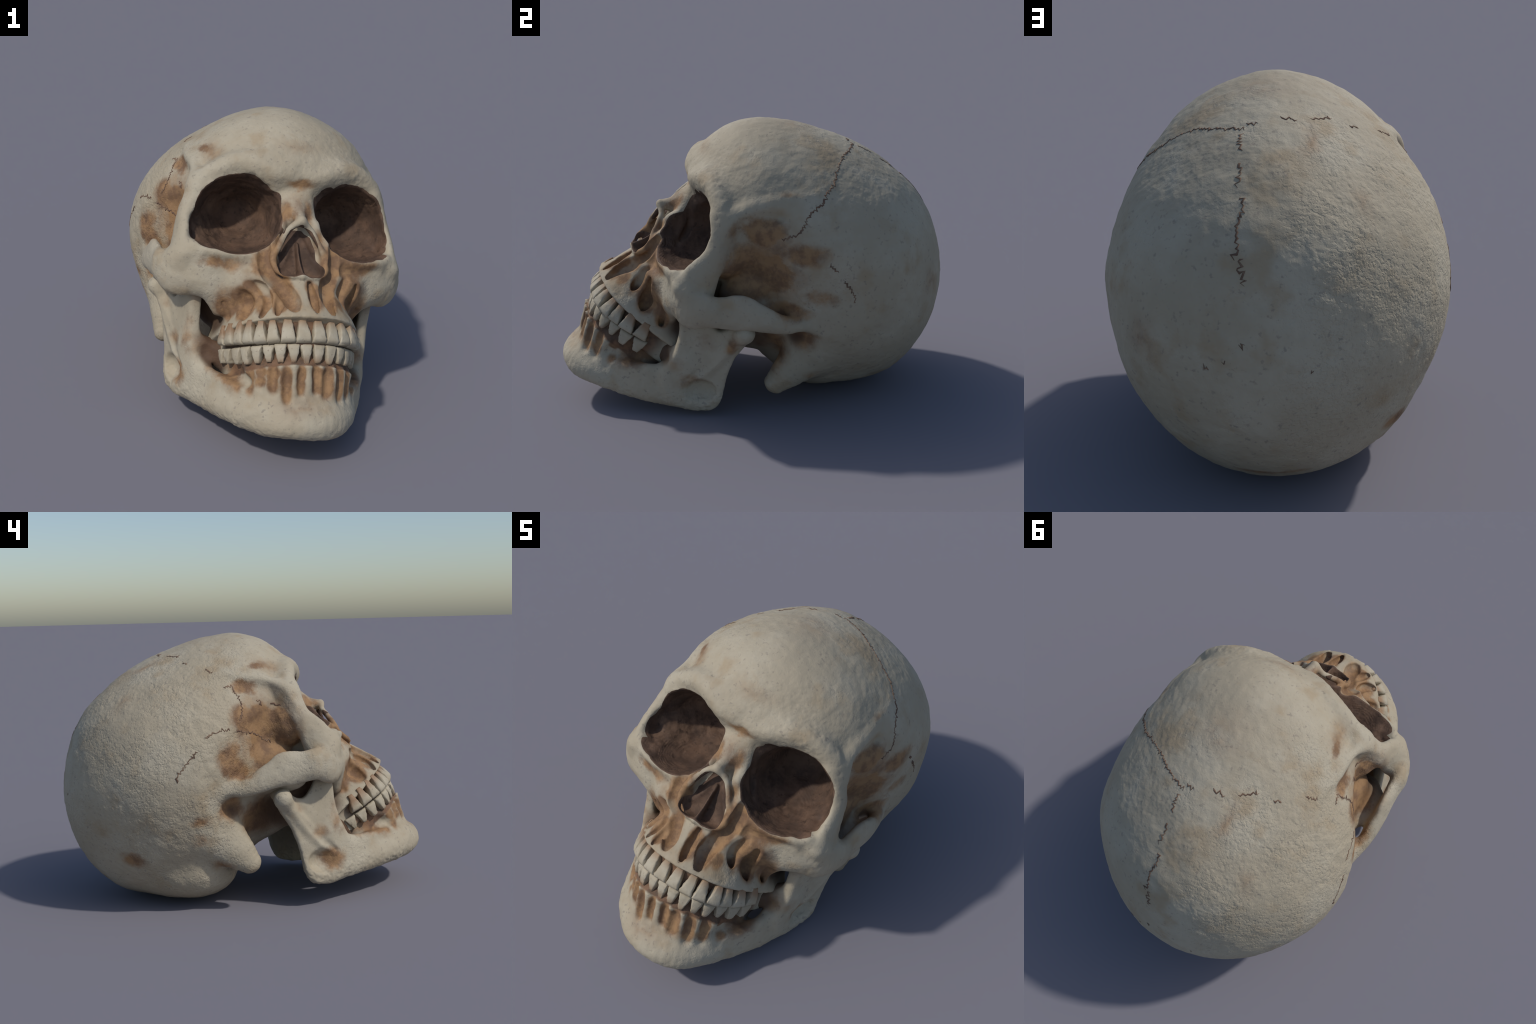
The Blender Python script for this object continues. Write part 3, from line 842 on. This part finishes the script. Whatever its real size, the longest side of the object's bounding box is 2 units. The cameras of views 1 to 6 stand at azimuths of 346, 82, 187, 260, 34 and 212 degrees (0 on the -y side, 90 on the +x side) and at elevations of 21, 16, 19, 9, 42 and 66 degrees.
def seam(points):
    """Jagged strand along a polyline, pressed onto the bone."""
    P = spline(np.array(points, float), 6)
    L = np.r_[0, np.cumsum(np.linalg.norm(np.diff(P, axis=0), axis=1))]
    s, line, flip = 0.0, [], 1
    while s < L[-1]:
        p = np.array([np.interp(s, L, P[:, i]) for i in range(3)])
        t = np.array([np.interp(min(s + .01, L[-1]), L, P[:, i]) for i in range(3)]) - np.array([np.interp(max(s - .01, 0), L, P[:, i]) for i in range(3)])
        hit, n, _, _ = tree.find_nearest(Vector(to_world(p).tolist()))
        t = Vector((to_world(t) - to_world(np.zeros(3))).tolist()).normalized()
        side = n.cross(t).normalized()
        amp = rng.uniform(.001, .006) * flip * (2.4 if rng.random() < .3 else 1)
        flip = -flip if rng.random() < .85 else flip
        hit, n, _, _ = tree.find_nearest(hit + side * amp + t * rng.uniform(-.004, .004))
        line.append((hit + n * .0006, n.copy()))
        s += rng.uniform(.004, .012)
    verts, faces = [], []
    m = len(line)
    for i, (p, n) in enumerate(line):
        t = (line[min(i + 1, m - 1)][0] - line[max(i - 1, 0)][0]).normalized()
        b = n.cross(t).normalized()
        r = (.0042 if 0 < i < m - 1 else .001) * rng.uniform(.45, 1.25)
        for k in range(6):
            a = 2 * math.pi * k / 6
            verts.append(p + b * (r * math.cos(a)) + n * (r * .45 * math.sin(a)))
    for i in range(m - 1):
        for k in range(6):
            faces.append((i * 6 + k, i * 6 + (k + 1) % 6, i * 6 + 6 + (k + 1) % 6, i * 6 + 6 + k))
    faces += [tuple(range(6))[::-1], tuple((m - 1) * 6 + k for k in range(6))]
    me = bpy.data.meshes.new("suture")
    me.from_pydata([tuple(x) for x in verts], [], faces)
    me.polygons.foreach_set("use_smooth", np.ones(len(me.polygons), bool))
    me.materials.append(suture_mat)
    ob = bpy.data.objects.new("suture", me)
    bpy.context.collection.objects.link(ob)
    ob.parent = cranium[0]


for pts in SUTURES:
    seam(pts)

v, w, q, nrm, cav = finish_surface(jaw, True)
lower_jaw = pieces(w, q, nrm, np.zeros(len(q), int), {0: ("lower_jaw", jawbone)})[0]

# ------------------------------------------------------------------ teeth
def arch_line(front, width, back, fullness, low, curl):
    """Row of the teeth in face coordinates as a polyline (x, a, b) with arc length from the middle."""
    t = np.linspace(-1.45, 1.45, 801)
    x = width * np.sign(np.sin(t)) * np.abs(np.sin(t)) ** (2 / fullness)
    b = back + (front - back) * np.abs(np.cos(t)) ** (2 / fullness)
    a = low + curl * np.clip((front - b) / (front - back), 0, 1) ** 1.5
    P = np.stack([x, a, b], 1)
    L = np.r_[0, np.cumsum(np.linalg.norm(np.diff(P, axis=0), axis=1))]
    return P, L - L[400]


def tooth_mesh(name, w, h, d, taper, rng):
    """Crown with a broad biting edge tapering to a narrow neck; x = width, y = depth (front -y), z from edge (0) to neck (h)."""
    rings, seg, verts, faces = 9, 20, [], []
    for i in range(rings):
        t = i / (rings - 1)
        half = w * .5 * (1 - taper * t) * (1 if i else .93)
        dep = d * .5 * (1 - .25 * t) * (1 if i else .7)
        lean = -.10 * d * math.sin(math.pi * t)
        for k in range(seg):
            a = 2 * math.pi * k / seg
            ca, sa = math.cos(a), math.sin(a)
            e = .36
            x = half * math.copysign(abs(ca) ** e, ca)
            y = dep * math.copysign(abs(sa) ** e, sa) + lean
            j = rng.normal(0, .0012, 3)
            verts.append((x + j[0], y + j[1], h * t + (.004 if i == 0 else 0) + j[2] * .5))
    for i in range(rings - 1):
        for k in range(seg):
            k2 = (k + 1) % seg
            faces.append((i * seg + k, i * seg + k2, (i + 1) * seg + k2, (i + 1) * seg + k))
    faces.append(tuple(range(seg))[::-1])
    faces.append(tuple((rings - 1) * seg + k for k in range(seg)))
    me = bpy.data.meshes.new(name)
    me.from_pydata(verts, [], faces)
    me.polygons.foreach_set("use_smooth", np.ones(len(me.polygons), bool))
    return me


def set_teeth(row, L, start, widths, height, depth, upward, direction, mat, parent, depth_in):
    at = start
    for i, w in enumerate(widths):
        s = at + direction * w * .5
        at += direction * w
        p = np.array([np.interp(s, L, row[:, j]) for j in range(3)])
        q = np.array([np.interp(s + .01, L, row[:, j]) for j in range(3)]) - np.array([np.interp(s - .01, L, row[:, j]) for j in range(3)])
        tan = np.array([q[0], .639 * q[1] - .769 * q[2], .769 * q[1] + .639 * q[2]])
        tan /= np.linalg.norm(tan)
        up = UP * (1 if upward else -1)
        up = up + FWD * (-.12 if upward else -.25)
        up -= tan * (up @ tan)
        up /= np.linalg.norm(up)
        z, x = up, tan * (1 if upward else -1)
        x = x + z * rng.normal(0, .035)
        x /= np.linalg.norm(x)
        z = np.cross(x, np.cross(z, x))
        y = np.cross(z, x)
        sink = depth_in + rng.uniform(-.003, .006)
        org = np.array(fp(*p)) + (ROW_ASIDE, 0, 0) + y * (depth * .5 + sink)
        h = height * (1 - .03 * i) * rng.uniform(.93, 1.07)
        me = tooth_mesh("tooth", w * .985, h, depth, (.62 if upward else .64) * rng.uniform(.9, 1.1), rng)
        co = np.empty(len(me.vertices) * 3)
        me.vertices.foreach_get("co", co)
        co = co.reshape(-1, 3)
        me.vertices.foreach_set("co", to_world(org + co[:, :1] * x + co[:, 1:2] * y + co[:, 2:] * z).ravel())
        me.materials.append(mat)
        ob = bpy.data.objects.new("tooth", me)
        bpy.context.collection.objects.link(ob)
        ob.parent = parent


upper, UL = arch_line(1.029, .348, .58, 2.35, -.085, .07)
lower, LL = arch_line(1.008, .326, .56, 2.3, -.088, .07)
set_teeth(upper, UL, -.074, [.074, .064, .07, .066, .068, .074, .076, .07], .122, .055, True, -1, upper_ivory, cranium[1], 0)
set_teeth(upper, UL, -.074, [.075, .07, .07, .07, .07, .07, .085, .08], .122, .055, True, 1, upper_ivory, cranium[1], 0)
set_teeth(lower, LL, -.05, [.062, .06, .062, .062, .066, .075, .075, .07], .09, .05, False, -1, lower_ivory, lower_jaw, .006)
set_teeth(lower, LL, -.05, [.062, .062, .064, .064, .066, .07, .08, .08], .09, .05, False, 1, lower_ivory, lower_jaw, .006)
